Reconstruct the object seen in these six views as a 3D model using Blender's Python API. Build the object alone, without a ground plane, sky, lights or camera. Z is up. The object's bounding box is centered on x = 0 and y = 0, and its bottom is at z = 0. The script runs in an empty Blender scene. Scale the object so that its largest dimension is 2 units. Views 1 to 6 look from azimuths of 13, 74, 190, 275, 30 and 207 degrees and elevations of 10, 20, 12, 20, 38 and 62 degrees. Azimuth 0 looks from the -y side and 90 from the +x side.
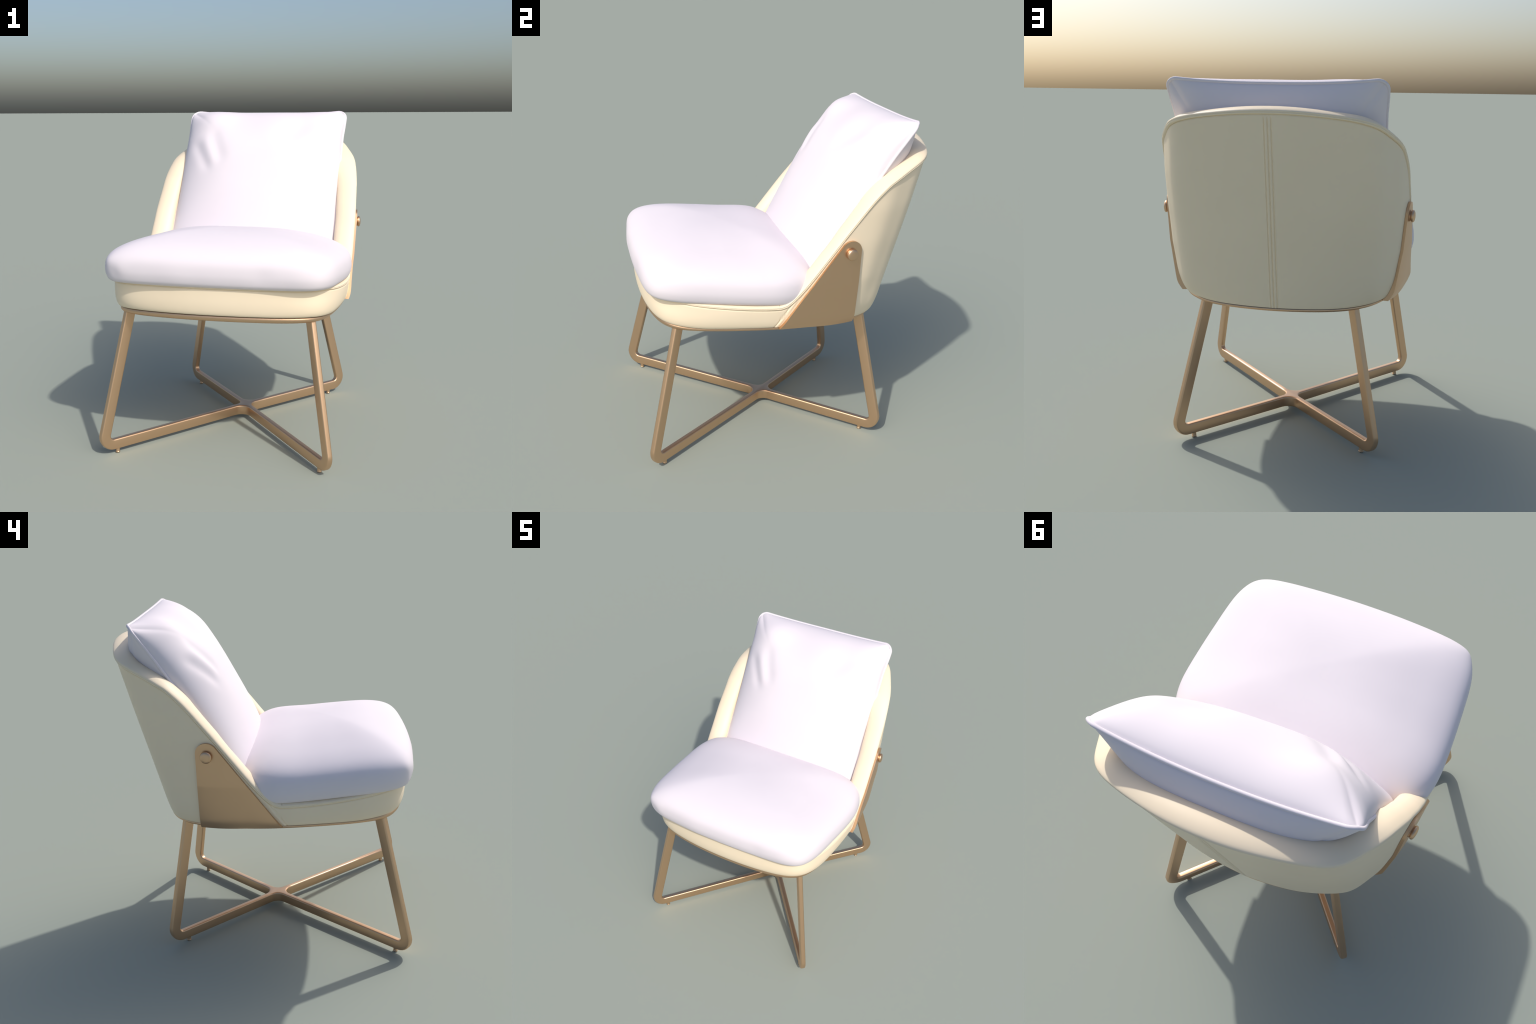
import bpy, bmesh, math
import numpy as np
from mathutils import Vector, Matrix

# ------------------------------------------------------------------ helpers
def spline(ts, vals, t, slope0=None):
    """Natural / clamped cubic spline through (ts, vals), evaluated at t."""
    ts = np.asarray(ts, float); v = np.asarray(vals, float)
    one = v.ndim == 1
    if one: v = v[:, None]
    n = len(ts); h = np.diff(ts)
    A = np.zeros((n, n)); b = np.zeros((n, v.shape[1]))
    A[0, 0] = A[-1, -1] = 1
    for i in range(1, n - 1):
        A[i, i - 1], A[i, i], A[i, i + 1] = h[i - 1], 2 * (h[i - 1] + h[i]), h[i]
        b[i] = 6 * ((v[i + 1] - v[i]) / h[i] - (v[i] - v[i - 1]) / h[i - 1])
    m = np.linalg.solve(A, b)
    t = np.asarray(t, float); k = np.clip(np.searchsorted(ts, t) - 1, 0, n - 2)
    a = (ts[k + 1] - t)[..., None]; c = (t - ts[k])[..., None]; hk = h[k][..., None]
    r = (m[k] * a ** 3 + m[k + 1] * c ** 3) / (6 * hk) + (v[k] / hk - m[k] * hk / 6) * a + (v[k + 1] / hk - m[k + 1] * hk / 6) * c
    return r[..., 0] if one else r

def pchip(xs, ys, x):
    """Monotone cubic interpolation."""
    xs = np.asarray(xs, float); ys = np.asarray(ys, float)
    h = np.diff(xs); d = np.diff(ys) / h
    m = np.zeros(len(xs))
    for i in range(1, len(xs) - 1):
        if d[i - 1] * d[i] > 0:
            w1, w2 = 2 * h[i] + h[i - 1], h[i] + 2 * h[i - 1]
            m[i] = (w1 + w2) / (w1 / d[i - 1] + w2 / d[i])
    m[0], m[-1] = d[0], d[-1]
    x = np.clip(np.asarray(x, float), xs[0], xs[-1])
    k = np.clip(np.searchsorted(xs, x) - 1, 0, len(xs) - 2)
    t = (x - xs[k]) / h[k]
    return (ys[k] * (1 + 2 * t) * (1 - t) ** 2 + m[k] * h[k] * t * (1 - t) ** 2
            + ys[k + 1] * t * t * (3 - 2 * t) + m[k + 1] * h[k] * t * t * (t - 1))

def gauss(x, s): return np.exp(-(x / s) ** 2)
def sstep(a, b, x):
    t = np.clip((x - a) / (b - a), 0, 1); return t * t * (3 - 2 * t)

def mesh_object(name, verts, faces, mat, parent=None, smooth=True):
    me = bpy.data.meshes.new(name)
    me.from_pydata([tuple(map(float, v)) for v in verts], [], [tuple(int(i) for i in f) for f in faces])
    bm = bmesh.new(); bm.from_mesh(me)
    bmesh.ops.recalc_face_normals(bm, faces=bm.faces)
    bm.to_mesh(me); bm.free()
    me.polygons.foreach_set("use_smooth", [smooth] * len(me.polygons))
    me.materials.append(mat)
    ob = bpy.data.objects.new(name, me)
    bpy.context.scene.collection.objects.link(ob)
    ob.parent = parent
    return ob

def grid_faces(nu, nv, wrap_u=False, wrap_v=False, base=0):
    f = []
    for i in range(nu if wrap_u else nu - 1):
        for j in range(nv if wrap_v else nv - 1):
            a, b = i * nv + j, ((i + 1) % nu) * nv + j
            c, d = ((i + 1) % nu) * nv + (j + 1) % nv, i * nv + (j + 1) % nv
            f.append((base + a, base + b, base + c, base + d))
    return f

# ------------------------------------------------------------------ materials
def nodes_of(name):
    m = bpy.data.materials.new(name); m.use_nodes = True
    nt = m.node_tree; return m, nt, nt.nodes["Principled BSDF"]

def fabric(name, col_a, col_b, rough, bump_scale, bump, sheen=0.0, sheen_tint=(1, 1, 1), spec=0.3, mottling=3.0):
    m, nt, p = nodes_of(name)
    tc = nt.nodes.new("ShaderNodeTexCoord")
    n1 = nt.nodes.new("ShaderNodeTexNoise"); n1.inputs["Scale"].default_value = mottling; n1.inputs["Detail"].default_value = 3
    ramp = nt.nodes.new("ShaderNodeValToRGB")
    ramp.color_ramp.elements[0].position, ramp.color_ramp.elements[1].position = 0.3, 0.7
    ramp.color_ramp.elements[0].color, ramp.color_ramp.elements[1].color = (*col_a, 1), (*col_b, 1)
    n2 = nt.nodes.new("ShaderNodeTexNoise"); n2.inputs["Scale"].default_value = bump_scale; n2.inputs["Detail"].default_value = 2
    bp = nt.nodes.new("ShaderNodeBump"); bp.inputs["Strength"].default_value = bump; bp.inputs["Distance"].default_value = 0.002
    L = nt.links.new
    L(tc.outputs["Object"], n1.inputs["Vector"]); L(tc.outputs["Object"], n2.inputs["Vector"])
    L(n1.outputs["Fac"], ramp.inputs["Fac"]); L(ramp.outputs["Color"], p.inputs["Base Color"])
    L(n2.outputs["Fac"], bp.inputs["Height"]); L(bp.outputs["Normal"], p.inputs["Normal"])
    p.inputs["Roughness"].default_value = rough
    p.inputs["Specular IOR Level"].default_value = spec
    p.inputs["Sheen Weight"].default_value = sheen
    p.inputs["Sheen Tint"].default_value = (*sheen_tint, 1)
    return m

def metal(name, col, rough, metallic=1.0):
    m, nt, p = nodes_of(name)
    tc = nt.nodes.new("ShaderNodeTexCoord")
    n1 = nt.nodes.new("ShaderNodeTexNoise"); n1.inputs["Scale"].default_value = 60; n1.inputs["Detail"].default_value = 2
    mr = nt.nodes.new("ShaderNodeMapRange")
    mr.inputs["To Min"].default_value, mr.inputs["To Max"].default_value = rough - 0.02, rough + 0.02
    L = nt.links.new
    L(tc.outputs["Object"], n1.inputs["Vector"]); L(n1.outputs["Fac"], mr.inputs["Value"]); L(mr.outputs["Result"], p.inputs["Roughness"])
    p.inputs["Base Color"].default_value = (*col, 1)
    p.inputs["Metallic"].default_value = metallic
    return m

CREAM = fabric("cream_leather", (0.905, 0.765, 0.565), (0.925, 0.785, 0.585), 0.5, 350, 0.04, spec=0.35)
WHITE = fabric("white_cotton", (0.775, 0.72, 0.768), (0.795, 0.74, 0.788), 0.7, 500, 0.06, spec=0.2, sheen=0.0)
GOLD = metal("brushed_brass", (0.72, 0.49, 0.315), 0.42, 1.0)

# ------------------------------------------------------------------ root
chair = bpy.data.objects.new("armchair", None)
bpy.context.scene.collection.objects.link(chair)
chair["label"] = "cream leather armchair, white cushions, brushed brass crossed legs"
chair["category"] = "armchair"

# ------------------------------------------------------------------ tub shell surface
def z_ring(y): return 0.826 - 0.033 * y - 0.034 * np.maximum(y, 0) ** 2     # underside of the brass seat ring tilts back
def ring_h(y): return 0.021 + 0.014 * sstep(-.50, -.80, y)      # the ring shows deepest along the front
# half plan, back centre -> front centre: wall x, wall y at z = 1.0, dy/dz, ring x, ring y
PLAN = np.array([
    (0.000, 0.672, .250, 0.000, 0.622), (0.150, 0.664, .250, 0.140, 0.613), (0.290, 0.640, .250, 0.265, 0.592),
    (0.415, 0.600, .260, 0.370, 0.555), (0.512, 0.547, .264, 0.445, 0.505), (0.570, 0.470, .250, 0.500, 0.448),
    (0.614, 0.392, .235, 0.540, 0.383), (0.640, 0.303, .230, 0.578, 0.300), (0.658, 0.200, .220, 0.612, 0.200),
    (0.672, 0.080, .180, 0.637, 0.080), (0.680, -.060, .080, 0.650, -.060), (0.681, -.200, .000, 0.652, -.200),
    (0.677, -.350, .000, 0.646, -.350), (0.665, -.500, .000, 0.633, -.500), (0.640, -.622, .000, 0.610, -.620),
    (0.598, -.716, .000, 0.572, -.700), (0.525, -.778, .000, 0.505, -.755), (0.395, -.816, .000, 0.385, -.795),
    (0.200, -.840, .000, 0.200, -.820), (0.000, -.847, .000, 0.000, -.828)])
NP = len(PLAN)
_mir = PLAN[1:5][::-1] * [-1, 1, 1, -1, 1]
_mir2 = PLAN[-5:-1][::-1] * [-1, 1, 1, -1, 1]
_ext = np.vstack([_mir, PLAN, _mir2]); _ts = np.arange(-4, NP + 4)
def plan_row(c): return spline(_ts, _ext, c)

def x_scale(z):
    return pchip([0.5, 1.0, 1.2, 1.35, 1.5, 1.6, 1.75, 1.85, 2.2], [1, 1, 1.006, 1.014, 1.015, 1.007, .993, .985, .98], z)

def wall(c, z, round_h=None):
    """Outer skin at plan parameter c (0 back centre .. NP-1 front centre) and height z."""
    r = plan_row(c); z = np.asarray(z, float)
    w = 1 - sstep(9, 12, np.asarray(c, float))
    tap = .085 * np.maximum(0, 1.1 - z) * sstep(3.5, 6.5, np.asarray(c, float)) * sstep(11, 8.5, np.asarray(c, float))
    x = r[..., 0] * (1 + (x_scale(z) - 1) * w) - tap * np.sign(r[..., 0])
    y = r[..., 1] + r[..., 2] * (z - 1.0)
    zr = z_ring(r[..., 4]) + ring_h(r[..., 4])
    h = 0.135 - 0.045 * sstep(10, 15, np.asarray(c, float))
    if round_h: h = round_h
    q = np.clip((z - zr) / h, 0, 1); e = 1 - np.sqrt(np.maximum(0, 1 - (1 - q) ** 2))
    x0 = x + (r[..., 0] * (x_scale(zr) - x_scale(z))) * w * 0; y0 = r[..., 1] + r[..., 2] * (zr - 1.0)
    return np.stack([x + (r[..., 3] - x0) * e, y + (r[..., 4] - y0) * e, z], -1)

# height of the welt seam as a function of y
SEAM_Y = [-.90, -.845, -.70, -.60, -.46, -.36, -.26, -.17, -.115, -.075, -.035, .00, .04, .10, .16, .25, .32, .38, .425, .466, .508, .553, .603, .654, .709, .765, .82, .876, .92]
SEAM_Z = [1.042, 1.04, 1.03, 1.016, .998, .986, .976, .970, .968, .976, 1.002, 1.036, 1.082, 1.159, 1.240, 1.361, 1.449, 1.525, 1.575, 1.613, 1.647, 1.672, 1.696, 1.719, 1.743, 1.768, 1.797, 1.822, 1.84]
def seam_height(c):
    r = plan_row(c); z = np.full(np.shape(c), 1.2)
    for _ in range(60):
        z = 0.5 * z + 0.5 * pchip(SEAM_Y, SEAM_Z, r[..., 1] + r[..., 2] * (z - 1.0))
    return z

# plan samples: fine at the back welt and around the side panel seam
def samples():
    parts = [np.linspace(0, .36, 80, endpoint=False), np.linspace(.36, 9.4, 260, endpoint=False),
             np.linspace(9.4, 11.3, 110, endpoint=False), np.linspace(11.3, NP - 1, 110)]
    return np.concatenate(parts)
half = samples(); NH = len(half)

def half_shell():
    c = half; zs = seam_height(c); r = plan_row(c); zr = z_ring(r[:, 4]) + ring_h(r[:, 4])
    near = np.array([.05, .035, .026, .021, .018, .0155, .013, .0105, .006, .003, 0.0])
    q = np.linspace(0, 1, 60)[:-1] ** 1.25
    rows = [wall(c, zr + (zs - .065 - zr) * k) if True else None for k in q]
    rows += [wall(c, zs - d) for d in near]
    dist = [None] * len(q) + list(near)
    W = np.stack(rows, 1)                                   # NH x K x 3
    S = W[:, -1]
    full_prev = np.vstack([S[1] * [-1, 1, 1], S[:-1]]); full_next = np.vstack([S[1:], S[-2] * [-1, 1, 1]])
    T = full_next - full_prev; T /= np.linalg.norm(T, axis=1)[:, None]
    # outward horizontal normal of the wall
    P = wall(c, zs - .03); t2 = np.vstack([P[1:], P[-2] * [-1, 1, 1]]) - np.vstack([P[1] * [-1, 1, 1], P[:-1]])
    out = np.stack([-t2[:, 1], t2[:, 0], 0 * t2[:, 0]], 1); 
    out /= np.linalg.norm(out, axis=1)[:, None]
    out *= np.sign((out * (S - [0, -.1, 0])).sum(1))[:, None]
    # ---- relief: stitch groove under the seam, seam dip, back welt, side panel seam
    depth = np.zeros(W.shape[:2])
    for k, d in enumerate(dist):
        if d is not None:
            depth[:, k] -= .006 * gauss(d, .004)
    x = np.repeat(r[:, :1], W.shape[1], 1)
    below = sstep(0.0, .03, zs[:, None] - W[..., 2])
    band = sstep(.027, .019, np.abs(x)) * (W[..., 1] > .3)
    depth += band * below * (.003 - .0062 * gauss(x, .0033) - .0062 * gauss(np.abs(x) - .0175, .0033))
    side = (W[..., 1] < .05) & (W[..., 1] > -.3)
    dl = (W[..., 1] + .062) * .84 - (W[..., 2] - .968) * .55     # slanted line in side elevation
    depth -= side * .004 * gauss(dl, .004) - side * .002 * gauss(dl - .012, .006)
    W = W + out[:, None] * depth[..., None]
    # ---- rolled rim
    N = -out; N = N - (N * T).sum(1)[:, None] * T; N /= np.linalg.norm(N, axis=1)[:, None]
    B = np.cross(T, N); B *= np.sign(B[:, 2])[:, None]
    f = sstep(9.5, 13, c)[:, None]; g = sstep(11, 8, c)[:, None] * sstep(0, 3, c)[:, None]; gz = sstep(1.4, 1.6, zs)[:, None] * sstep(1, 4, c)[:, None]
    width, high = .132 - .042 * f - .006 * g, .037 - .012 * f - .006 * g + .009 * gauss(c - 4.2, 1.6)[:, None]
    prof = np.array([(.00, .0), (-.003, .0025), (-.0055, .006), (-.0065, .0095), (-.0055, .012), (-.0035, .0135), (-.0055, .015), (-.0065, .018), (-.005, .0225), (-.001, .028),
                     (.007, .0335), (.019, .039), (.034, .0435), (.051, .0458), (.068, .0455), (.085, .0425), (.101, .036), (.115, .0265), (.125, .014), (.1305, .0),
                     (.134, -.018), (.136, -.04), (.138, -.075)])
    start = W[:, -1]
    R = []
    joint = .0035 * gauss(S[:, 1] + .112, .0035)            # short sewn joint across the roll
    for i, (n, b) in enumerate(prof):
        bb = b * high / .046 - (joint[:, None] if 8 < i < 20 else 0)
        base = S if i else start
        R.append(base + (N * (n - .004 * gz * (1 <= i <= 9)) * width / .138 if i else 0) + (B * bb if i else 0))
    # inner skin down to the seat deck
    e = R[-1]
    deck = wall(c, np.full(NH, 1.0)); deck[:, :2] *= .74; deck[:, 1] -= .02; deck[:, 2] = .99
    for k in (.35, .7, 1.0): R.append(e * (1 - k) + deck * k)
    for k in (.7, .35): R.append(deck * [k, k, 1])
    return W, np.stack(R, 1)

Wh, Rh = half_shell()
def mirror_loop(H):
    left = H[1:-1][::-1] * [-1, 1, 1]
    return np.concatenate([H, left], 0)
Wl, Rl = mirror_loop(Wh), mirror_loop(Rh)
nu, nv = Wl.shape[:2]
shell = mesh_object("shell", Wl.reshape(-1, 3), grid_faces(nu, nv, wrap_u=True), CREAM, chair)
nu2, nv2 = Rl.shape[:2]
rv = list(Rl.reshape(-1, 3)); rf = grid_faces(nu2, nv2, wrap_u=True)
rv.append(np.array([0, -.05, .99])); ci = len(rv) - 1
rf += [(i * nv2 + nv2 - 1, ((i + 1) % nu2) * nv2 + nv2 - 1, ci) for i in range(nu2)]
rim = mesh_object("padded_rim", rv, rf, CREAM, chair)

# ------------------------------------------------------------------ brass seat ring
def seat_ring():
    c = np.linspace(0, NP - 1, 110); r = plan_row(c)
    xy = r[:, 3:5]; loop = np.vstack([xy, xy[1:-1][::-1] * [-1, 1]])
    tan = np.roll(loop, -1, 0) - np.roll(loop, 1, 0); nrm = np.stack([-tan[:, 1], tan[:, 0]], 1)
    nrm /= np.linalg.norm(nrm, axis=1)[:, None]; nrm *= np.sign((nrm * (loop - [0, -.1])).sum(1))[:, None]
    prof = [(-.10, 0), (-.016, 0), (-.009, .0015), (-.003, .006), (-.0005, .011), (-.001, .015), (-.004, .020), (-.010, .0225), (-.10, .0240)]
    V = []
    for o, z in prof:
        p = loop + nrm * o; V.append(np.c_[p, z_ring(p[:, 1]) + z * (ring_h(p[:, 1]) + .003) / .024])
    V = np.stack(V, 1); n, k = V.shape[:2]
    verts = list(V.reshape(-1, 3)); faces = grid_faces(n, k, wrap_u=True)
    verts += [np.array([0, -.08, z_ring(-.08)]), np.array([0, -.08, z_ring(-.08) + .0240])]
    for i in range(n):
        j = (i + 1) % n
        faces.append((i * k, j * k, n * k)); faces.append((i * k + k - 1, j * k + k - 1, n * k + 1))
    return mesh_object("seat_ring", verts, faces, GOLD, chair)
seat_ring()

# ------------------------------------------------------------------ legs and crossed floor bars
HUB = np.array([0.0, -.022]); ZC, BAR_H, BAR_W, ROUND = .056, .064, .035, .009
def section():
    pts = []
    for sx, sy, a0 in ((1, 1, 0), (-1, 1, 90), (-1, -1, 180), (1, -1, 270)):
        for a in np.radians(np.linspace(a0, a0 + 90, 6)):
            pts.append((sx * (BAR_W / 2 - ROUND) + ROUND * math.cos(a), sy * (BAR_H / 2 - ROUND) + ROUND * math.sin(a)))
    return np.array(pts)                      # (across, in the frame plane)
SEC = section()
ARM = .18
def leg_path(r_low, r_top, z_top):
    """Centre line in the vertical frame plane: leg, bend, floor bar."""
    up = np.array([r_top - r_low, z_top - .1]); up /= np.linalg.norm(up)
    corner = np.array([r_low + up[0] * (ZC - .1) / up[1], ZC])
    rad = .056; ang = math.acos(np.clip(np.dot(up, [-1, 0]), -1, 1)); d = rad / math.tan(ang / 2)
    bis = up + [-1, 0]; bis = bis / np.linalg.norm(bis); cen = corner + bis * rad / math.sin(ang / 2)
    p0, p1 = corner + up * d, corner + np.array([-d, 0])
    a0 = math.atan2(*(p0 - cen)[::-1]); a1 = math.atan2(*(p1 - cen)[::-1])
    while a1 > a0: a1 -= 2 * math.pi
    pts = [corner + up * ((z_top - ZC) / up[1])]
    pts += [cen + rad * np.array([math.cos(a), math.sin(a)]) for a in np.linspace(a0, a1, 16)]
    pts.append(np.array([ARM, ZC]))
    return np.array(pts)
def make_leg(end_xy, r_low, r_top, lean):
    d = np.array(end_xy) - HUB; d /= np.linalg.norm(d); side = np.array([-d[1], d[0]])
    ztop = z_ring(HUB[1] + d[1] * r_top) + .012
    path = leg_path(r_low, r_top, ztop); T = np.gradient(path, axis=0)
    T[0] = path[1] - path[0]; T[1] = T[0]; T[-1] = path[-1] - path[-2]; T[-2] = T[-1]
    T /= np.linalg.norm(T, axis=1)[:, None]; Nn = np.stack([-T[:, 1], T[:, 0]], 1)
    V = []
    for p, n in zip(path, Nn):
        for a, b in SEC:
            rr, z = p + n * b; xy = HUB + d * rr + side * (a + lean * max(0, z - .1) / .7); V.append((xy[0], xy[1], z))
    k = len(SEC); faces = grid_faces(len(path), k, wrap_v=True)
    faces += [tuple(range(k)), tuple(range((len(path) - 1) * k, len(path) * k))]
    leg = mesh_object("leg", V, faces, GOLD, chair)
    return leg, d
def smooth_by_angle(ob, deg=35):
    me = ob.data; bm = bmesh.new(); bm.from_mesh(me)
    for e in bm.edges:
        e.smooth = not (len(e.link_faces) == 2 and e.calc_face_angle(0) > math.radians(deg))
    bm.to_mesh(me); bm.free()

def lathe(name, prof, origin, axis, mat, parent, n=32):
    axis = Vector(axis).normalized(); M = axis.to_track_quat("Z", "Y").to_matrix()
    V = []
    for i in range(n):
        a = 2 * math.pi * i / n
        for r, h in prof:
            V.append(np.array(origin) + np.array(M @ Vector((r * math.cos(a), r * math.sin(a), h))))
    ob = mesh_object(name, V, grid_faces(n, len(prof), wrap_u=True), mat, parent)
    bm = bmesh.new(); bm.from_mesh(ob.data)
    bmesh.ops.remove_doubles(bm, verts=bm.verts, dist=1e-5); bmesh.ops.recalc_face_normals(bm, faces=bm.faces)
    bm.to_mesh(ob.data); bm.free()
    smooth_by_angle(ob, 40)
    return ob

ENDS = [((.659, -.817), 1.034, 0.835, (.605, -.755), 0), ((-.659, -.817), 1.034, 0.835, (-.605, -.755), 0),
        ((.542, .590), .8175, .629, (.474, .516), .023), ((-.542, .590), .8175, .629, (-.474, .516), -.023)]
dirs = []
for end, rl, rt, foot, lean in ENDS:
    leg, d = make_leg(end, rl, rt, lean); smooth_by_angle(leg, 50); dirs.append(d)
    lathe("foot", [(0, 0), (.0125, 0), (.0138, .0015), (.0138, .005), (.0125, .0065), (.0122, .0075), (.0122, .03), (0, .03)],
          (foot[0], foot[1], 0), (0, 0, 1), GOLD, leg, 24)

def cross_hub():
    order = sorted(range(4), key=lambda i: math.atan2(dirs[i][1], dirs[i][0]))
    D = [dirs[i] for i in order]; R = .058
    def outline(inset):
        pts = []
        for i in range(4):
            a, b = D[i], D[(i + 1) % 4]; w = BAR_W / 2 - inset; Rr = R + inset
            na = np.array([-a[1], a[0]]); nb = np.array([b[1], -b[0]])
            # centre of the concave fillet lies R outside both bar sides
            A = np.array([na, nb]); cen = np.linalg.solve(A, [BAR_W / 2 + R] * 2)
            pts.append(a * ARM + na * w)
            p0, p1 = cen - na * Rr, cen - nb * Rr
            a0 = math.atan2(*(p0 - cen)[::-1]); a1 = math.atan2(*(p1 - cen)[::-1])
            dd = (a1 - a0 + math.pi) % (2 * math.pi) - math.pi
            for t in np.linspace(0, 1, 14):
                g = a0 + dd * t; pts.append(cen + Rr * np.array([math.cos(g), math.sin(g)]))
            pts.append(b * ARM + nb * w)
        return np.array(pts) + HUB
    lev = []
    for a in np.radians(np.linspace(-90, 0, 6)): lev.append((ROUND - ROUND * math.cos(a), ZC - BAR_H / 2 + ROUND + ROUND * math.sin(a)))
    for a in np.radians(np.linspace(0, 90, 6)): lev.append((ROUND - ROUND * math.cos(a), ZC + BAR_H / 2 - ROUND + ROUND * math.sin(a)))
    V = np.stack([np.c_[outline(i), np.full(64, z)] for i, z in lev], 1)
    n, k = V.shape[:2]; faces = grid_faces(n, k, wrap_u=True)
    faces += [tuple(range(0, n * k, k)), tuple(range(k - 1, n * k, k))]
    hub = mesh_object("cross_hub", V.reshape(-1, 3), faces, GOLD, chair)
    smooth_by_angle(hub, 50)
cross_hub()

# ------------------------------------------------------------------ side brackets with bolts
BC, BR = (.288, 1.294), .063           # centre and radius of the arched top (side elevation y, z)
def bracket_edges(z):
    """Front and rear edge y at height z."""
    f0 = np.array([-.097, .868]); dirv = np.array([.60, .80])
    # front edge: line from f0 tangent to the arch circle
    to = np.array(BC) - f0; L = np.linalg.norm(to); base = math.atan2(to[1], to[0]); off = math.asin(BR / L)
    u = np.array([math.cos(base + off), math.sin(base + off)]); zt = (f0 + u * math.sqrt(L * L - BR * BR))[1]
    yf = f0[0] + (z - f0[1]) * u[0] / u[1]
    arc = np.sqrt(np.maximum(0, BR ** 2 - (z - BC[1]) ** 2))
    yf = np.where(z > zt, BC[0] - arc, yf)
    yr = np.where(z > BC[1], BC[0] + arc, BC[0] + BR + (BC[1] - z) * .018)
    return yf, yr
def bracket(sign):
    zt = BC[1] + BR
    lv = np.concatenate([np.linspace(0, 1, 60) * (BC[1] - .82) + .82, BC[1] + BR * np.sin(np.linspace(0, np.pi / 2, 26)[1:])])
    lv[-1] -= 1e-5
    cs = np.linspace(5, 14, 300); s = np.linspace(0, 1, 40); rows, irows = [], []; ring_c = plan_row(cs)[:, 3:5]
    for z in lv:
        yf, yr = bracket_edges(z)
        y = yf + (yr - yf) * s
        # below the ring top the plate hangs straight down to the ring underside
        zz = np.full_like(y, z)
        if z < .94:                                     # squeeze the lower rows onto the ring underside
            for _ in range(4):
                zlow = z_ring(y) + .009 + .010 * sstep(.28, -.08, y)
                zz = zlow + (z - .82) / .12 * (.94 - zlow)
                yf, yr = bracket_edges(zz); y = yf + (yr - yf) * s
        pts, ins = [], []
        for yy, h in zip(y, zz):
            w = wall(cs, np.full(len(cs), h)); k = np.argsort(w[:, 1]); ins.append(np.interp(yy, w[k, 1], w[k, 0]))
            zb = z_ring(yy); t = .75 * np.clip(1 - (h - zb) / .065, 0, 1) ** 2       # plate tucks under towards the ring
            full = wall(cs, np.full(len(cs), h), 1e-4 if h > zb + ring_h(yy) else None)
            if h <= zb + ring_h(yy): full = wall(cs, np.full(len(cs), zb + ring_h(yy) + .002), 1e-4)
            k = np.argsort(full[:, 1]); xf = np.interp(yy, full[k, 1], full[k, 0])
            k = np.argsort(ring_c[:, 1]); xr = np.interp(yy, ring_c[k, 1], ring_c[k, 0])
            pts.append(xf + (xr - xf) * t)
        rows.append(np.c_[pts, y, zz]); irows.append(np.c_[ins, y, zz])
    G, GI = np.array(rows), np.array(irows); nz, ny = G.shape[:2]
    du = np.gradient(G, axis=1); 
    nrm = np.stack([-du[..., 1], du[..., 0], 0 * du[..., 0]], -1); nrm /= np.linalg.norm(nrm, axis=-1)[..., None] + 1e-12
    nrm *= np.sign(nrm[..., :1] + 1e-9)
    nrm[-3:] = nrm[-4].mean(0)
    off = .012 + .004 * sstep(.0, .09, G[..., 2] - z_ring(G[..., 1]))
    inner, outer = GI + nrm * .001, G + nrm * off[..., None]
    V = np.concatenate([outer.reshape(-1, 3), inner.reshape(-1, 3)]); m = nz * ny
    faces = grid_faces(nz, ny) + [tuple(reversed(f)) for f in grid_faces(nz, ny, base=m)]
    edge = [j for j in range(ny)] + [i * ny + ny - 1 for i in range(1, nz)] + [(nz - 1) * ny + j for j in range(ny - 2, -1, -1)] + [i * ny for i in range(nz - 2, 0, -1)]
    for a, b in zip(edge, edge[1:] + edge[:1]): faces.append((a, b, b + m, a + m))
    V[:, 0] *= sign
    ob = mesh_object("bracket", V, faces, GOLD, chair)
    bm = bmesh.new(); bm.from_mesh(ob.data); bmesh.ops.remove_doubles(bm, verts=bm.verts, dist=4e-5)
    bmesh.ops.dissolve_degenerate(bm, edges=bm.edges, dist=1e-5)
    bmesh.ops.recalc_face_normals(bm, faces=bm.faces); bm.to_mesh(ob.data); bm.free()
    bv = ob.modifiers.new("bevel", "BEVEL"); bv.width = .0035; bv.segments = 3; bv.limit_method = "ANGLE"; bv.angle_limit = math.radians(50)
    smooth_by_angle(ob, 50)
    # bolt
    w = wall(cs, np.full(len(cs), 1.28)); k = np.argsort(w[:, 1]); x = np.interp(.288, w[k, 1], w[k, 0]); g = (np.interp(.30, w[k, 1], w[k, 0]) - np.interp(.276, w[k, 1], w[k, 0])) / .024
    nb = Vector((1, -g, 0)).normalized()
    o = np.array([x, .288, 1.28]) + np.array(nb) * .013
    prof = [(0, 0), (.030, 0), (.030, .007), (.0285, .0085), (.0275, .010), (.029, .011), (.0325, .0125), (.034, .016), (.0335, .0205), (.0305, .0245), (.024, .0275), (.014, .0295), (0, .030)]
    o[0] *= sign; nb.x *= sign
    lathe("bolt", prof, o, nb, GOLD, ob, 40)
bracket(1); bracket(-1)

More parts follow.
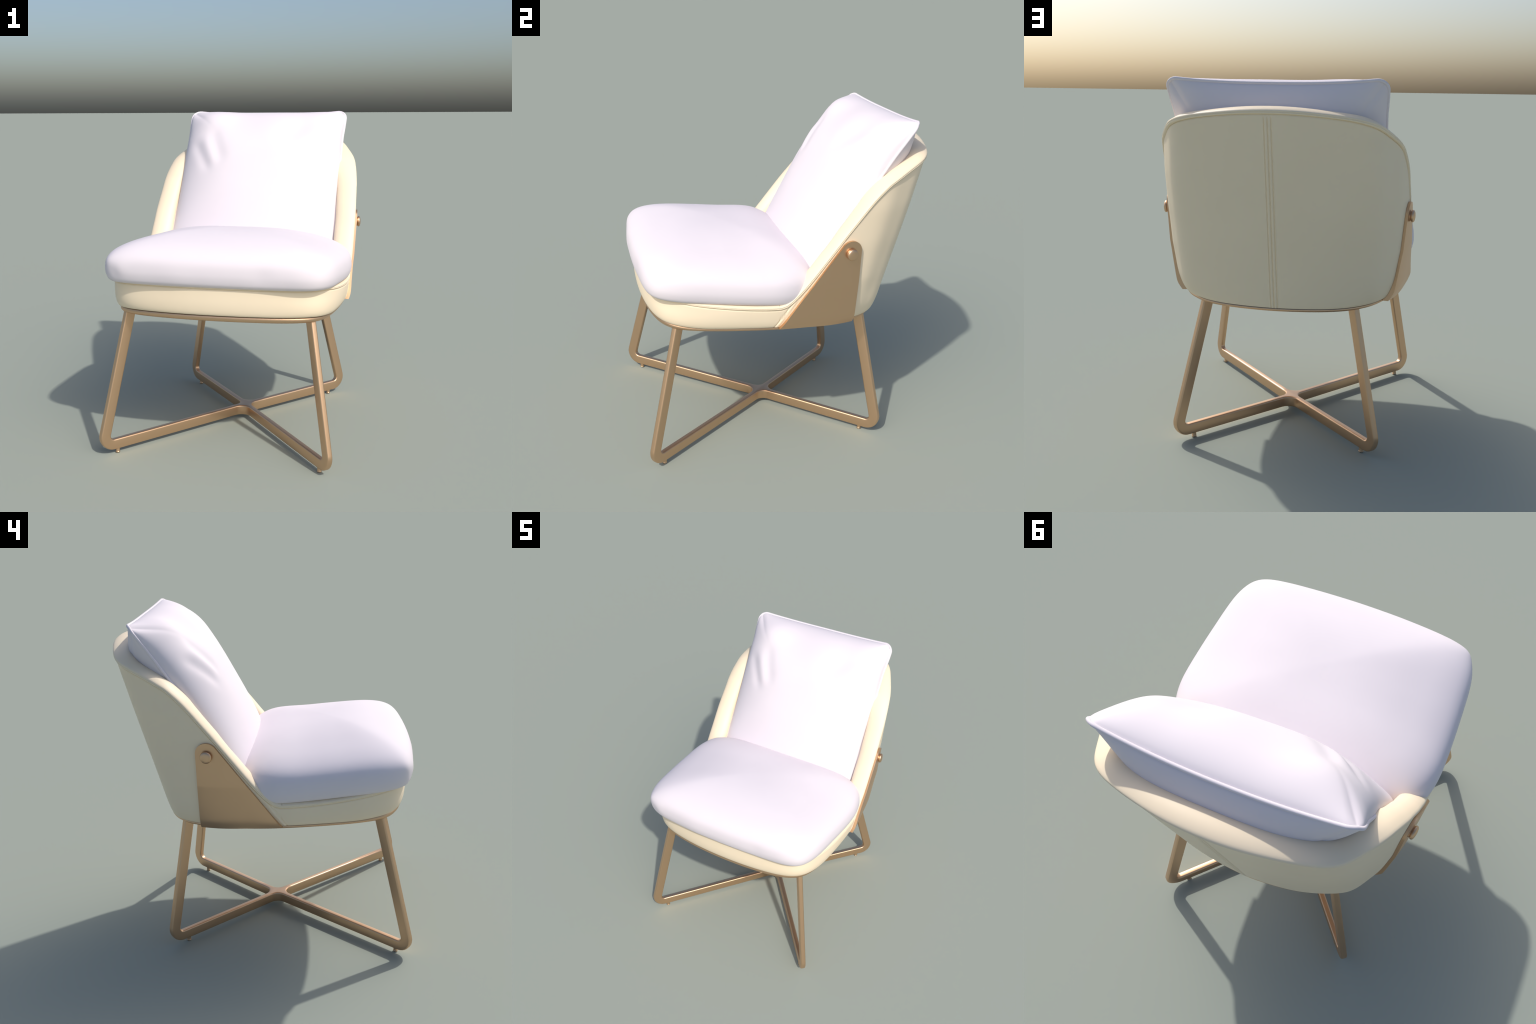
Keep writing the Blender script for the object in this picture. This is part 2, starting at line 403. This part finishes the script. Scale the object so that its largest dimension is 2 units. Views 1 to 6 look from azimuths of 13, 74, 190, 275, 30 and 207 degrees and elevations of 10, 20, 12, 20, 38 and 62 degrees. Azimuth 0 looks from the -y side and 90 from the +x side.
# ------------------------------------------------------------------ seat cushion
def seat_cushion():
    # half outline at the widest level, back centre -> front centre
    O = np.array([(0, .17), (.22, .168), (.42, .155), (.54, .128), (.62, .085), (.665, .020), (.690, -.07), (.698, -.18), (.694, -.33),
                  (.685, -.48), (.675, -.61), (.658, -.71), (.622, -.790), (.555, -.837), (.44, -.860), (.30, -.872), (.15, -.879), (0, -.882)])
    n = len(O); ext = np.vstack([O[1:4][::-1] * [-1, 1], O, O[-4:-1][::-1] * [-1, 1]])
    h = spline(np.arange(-3, n + 3), ext, np.linspace(0, n - 1, 150))
    loop = np.vstack([h, h[1:-1][::-1] * [-1, 1]]); cen = np.array([0, -.36])
    # profile: radius fraction, height above the (tilted) bottom plane, 0..1
    prof = np.array([(0, 0), (.4, 0), (.72, 0), (.86, 0), (.915, .002), (.948, .012), (.970, .036), (.984, .078), (.993, .135), (.999, .20), (1.0, .265),
                     (.997, .34), (.987, .425), (.964, .508), (.921, .592), (.856, .671), (.770, .746), (.660, .818), (.53, .888), (.38, .945), (.2, .985), (0, 1)])
    tp = np.r_[0, np.cumsum(np.hypot(np.diff(prof[:, 0]), np.diff(prof[:, 1])))]
    prof = spline(tp, prof, np.linspace(0, tp[-1], 90)); prof[0] = (0, 0); prof[-1] = (0, 1)
    V = np.stack([cen + (loop - cen) * r for r in prof[1:-1, 0]], 1)
    hh = prof[1:-1, 1][None, :]
    x, y = V[..., 0], V[..., 1]
    zb = .976 - .082 * y
    zt = pchip([-.95, -.85, -.70, -.55, -.40, -.2, 0, .2], [1.352, 1.350, 1.342, 1.332, 1.320, 1.306, 1.312, 1.31], y)
    z = zb + (zt - zb) * hh
    # soft hand-filled lumps along the front corners
    rng = np.random.default_rng(4)
    lump = np.zeros_like(z)
    for cx, cy, cz, s, a in ((-.60, -.82, 1.18, .05, .008), (-.52, -.87, 1.15, .05, .006), (-.56, -.86, 1.10, .04, -.006), (.50, -.87, 1.12, .07, .005),
                             (.30, -.89, 1.12, .06, -.004), (-.2, -.89, 1.1, .1, .004)):
        lump += a * np.exp(-((x - cx) ** 2 + (y - cy) ** 2 + (z - cz) ** 2) / s ** 2)
    dirn = np.stack([x, y - cen[1]], -1); dirn /= np.linalg.norm(dirn, axis=-1)[..., None] + 1e-9
    x, y = x + dirn[..., 0] * lump, y + dirn[..., 1] * lump
    P = np.stack([x, y, z], -1); nu, nv = P.shape[:2]
    verts = list(P.reshape(-1, 3)); faces = grid_faces(nu, nv, wrap_u=True)
    verts += [np.array([cen[0], cen[1], .976 - .082 * cen[1]]), np.array([cen[0], cen[1], float(pchip([-.40, -.2], [1.320, 1.306], cen[1]))])]
    for i in range(nu):
        j = (i + 1) % nu
        faces.append((i * nv, j * nv, nu * nv)); faces.append((i * nv + nv - 1, j * nv + nv - 1, nu * nv + 1))
    return mesh_object("seat_cushion", verts, faces, WHITE, chair)
seat_cushion()

# ------------------------------------------------------------------ back pillow
PB = np.array([0, .068, 1.045]); UP = np.array([0, .545, .838]); UP /= np.linalg.norm(UP)
FR = np.array([0, -UP[2], UP[1]])                      # towards the sitter
PH = 1.115
def pillow_edge(u, v):
    """Seam plane position for u in [-1,1] (across), v in [0,1] (up)."""
    wide = .543 + .016 * sstep(.80, 1.0, v) + .006 * sstep(.35, 0, v)
    x = u * (wide - .006 * sstep(.85, 1, v))
    s = v * PH + v * (.031 * np.abs(u) ** 2.5 - .017) 
    # rounded corners
    return x, s
def back_pillow():
    n = 130
    t = np.linspace(-1, 1, n); g = np.sin(t * np.pi / 2) * .55 + t * .45
    U, Vv = np.meshgrid(g, g, indexing="ij")
    # rounded corners: pull the square grid onto a rounded square near the rim
    m = np.maximum(np.abs(U), np.abs(Vv)) + 1e-9
    a, b = np.abs(U) / m, np.abs(Vv) / m; rc = .11; lo = np.minimum(a, b)
    # ray (1, lo) against the corner arc centred on (1-rc, 1-rc)
    cc = 1 - rc; A2 = 1 + lo ** 2; B2 = cc * (1 + lo); C2 = 2 * cc ** 2 - rc ** 2
    hit = (B2 + np.sqrt(np.maximum(0, B2 ** 2 - A2 * C2))) / A2
    hit = np.where(lo > cc, np.minimum(hit, 1), 1.0)
    shrink = 1 - (1 - hit) * m ** 5
    U2, V2 = U * shrink, Vv * shrink
    X, S = pillow_edge(U2, (V2 + 1) / 2)
    p = 4.0
    prof = np.maximum(0, (1 - np.abs(U) ** 3.0)) ** .50 * np.maximum(0, (1 - np.abs(Vv) ** 3.2)) ** .58
    Tf = .178
    v01 = (V2 + 1) / 2
    front = Tf * prof * (1 - .34 * sstep(.85, .10, v01)) * (1 + .25 * (1 - U ** 2)); back = (.195 + .09 * (1 - U ** 2)) * prof ** 1.25
    v01 = (V2 + 1) / 2
    # broad undulations and creases on the front
    front += prof * (np.where(U > 0, .065, .056) * gauss(np.abs(U) - np.where(U > 0, .82, .66), .27) * gauss(v01 - np.where(U > 0, .87, .93), np.where(U > 0, .15, .10))) + .0 * prof
    front -= .018 * gauss(U, .55) * gauss(v01 - .80, .13) * prof
    front += .009 * prof * gauss(v01 - .86, .12) * np.sin(6.5 * U + .6) + .004 * prof * np.sin(3.1 * U - 4.2 * v01) + .003 * prof * np.sin(7 * v01 + 4 * U)
    def crease(u0, v0, u1, v1, w, a):
        dx, dy = u1 - u0, v1 - v0; L = math.hypot(dx, dy); dx, dy = dx / L, dy / L
        al = ((U - u0) * dx + (v01 * 2 - 1 - v0) * dy) / L; ac = (U - u0) * -dy + (v01 * 2 - 1 - v0) * dx
        return a * sstep(-.15, .25, al) * sstep(1.15, .75, al) * gauss(ac, w)
    front -= crease(-.84, .44, -.58, .02, .07, .009)
    front += crease(-.70, .46, -.52, .10, .07, .005)
    front -= crease(-.62, .60, -.42, .12, .09, .009)
    front -= crease(.92, .82, .25, .45, .14, .012)
    def place(sgn, th):
        back = .008 * v01 ** 9 + v01 ** 4 * .042 * (1 - np.abs(U) ** 2.2)     # the top seam sags backwards
        return PB + back[..., None] * np.array([0, 1, 0]) + X[..., None] * np.array([1, 0, 0]) + S[..., None] * UP + sgn * th[..., None] * FR
    F, Bk = place(1, front), place(-1, back)
    m = n * n
    verts = np.concatenate([F.reshape(-1, 3), Bk.reshape(-1, 3)])
    faces = grid_faces(n, n) + [tuple(reversed(f)) for f in grid_faces(n, n, base=m)]
    ob = mesh_object("back_pillow", verts, faces, WHITE, chair)
    bm = bmesh.new(); bm.from_mesh(ob.data); bmesh.ops.remove_doubles(bm, verts=bm.verts, dist=1e-5)
    bmesh.ops.recalc_face_normals(bm, faces=bm.faces); bm.to_mesh(ob.data); bm.free()
    # piping follows the seam
    edge = np.concatenate([F[:, 0], F[-1, 1:], F[-2::-1, -1], F[0, -2:0:-1]])
    cu = bpy.data.curves.new("piping", "CURVE"); cu.dimensions = "3D"; cu.bevel_depth = .0085; cu.bevel_resolution = 4
    sp = cu.splines.new("POLY"); sp.points.add(len(edge) - 1); sp.use_cyclic_u = True
    for q, pt in zip(sp.points, edge): q.co = (*pt, 1)
    tmp = bpy.data.objects.new("piping", cu); bpy.context.scene.collection.objects.link(tmp)
    dg = bpy.context.evaluated_depsgraph_get(); me = bpy.data.meshes.new_from_object(tmp.evaluated_get(dg))
    bpy.data.objects.remove(tmp); bpy.data.curves.remove(cu)
    me.name = "piping"; me.materials.clear(); me.materials.append(WHITE)
    me.polygons.foreach_set("use_smooth", [True] * len(me.polygons))
    pp = bpy.data.objects.new("piping", me); bpy.context.scene.collection.objects.link(pp); pp.parent = ob
back_pillow()
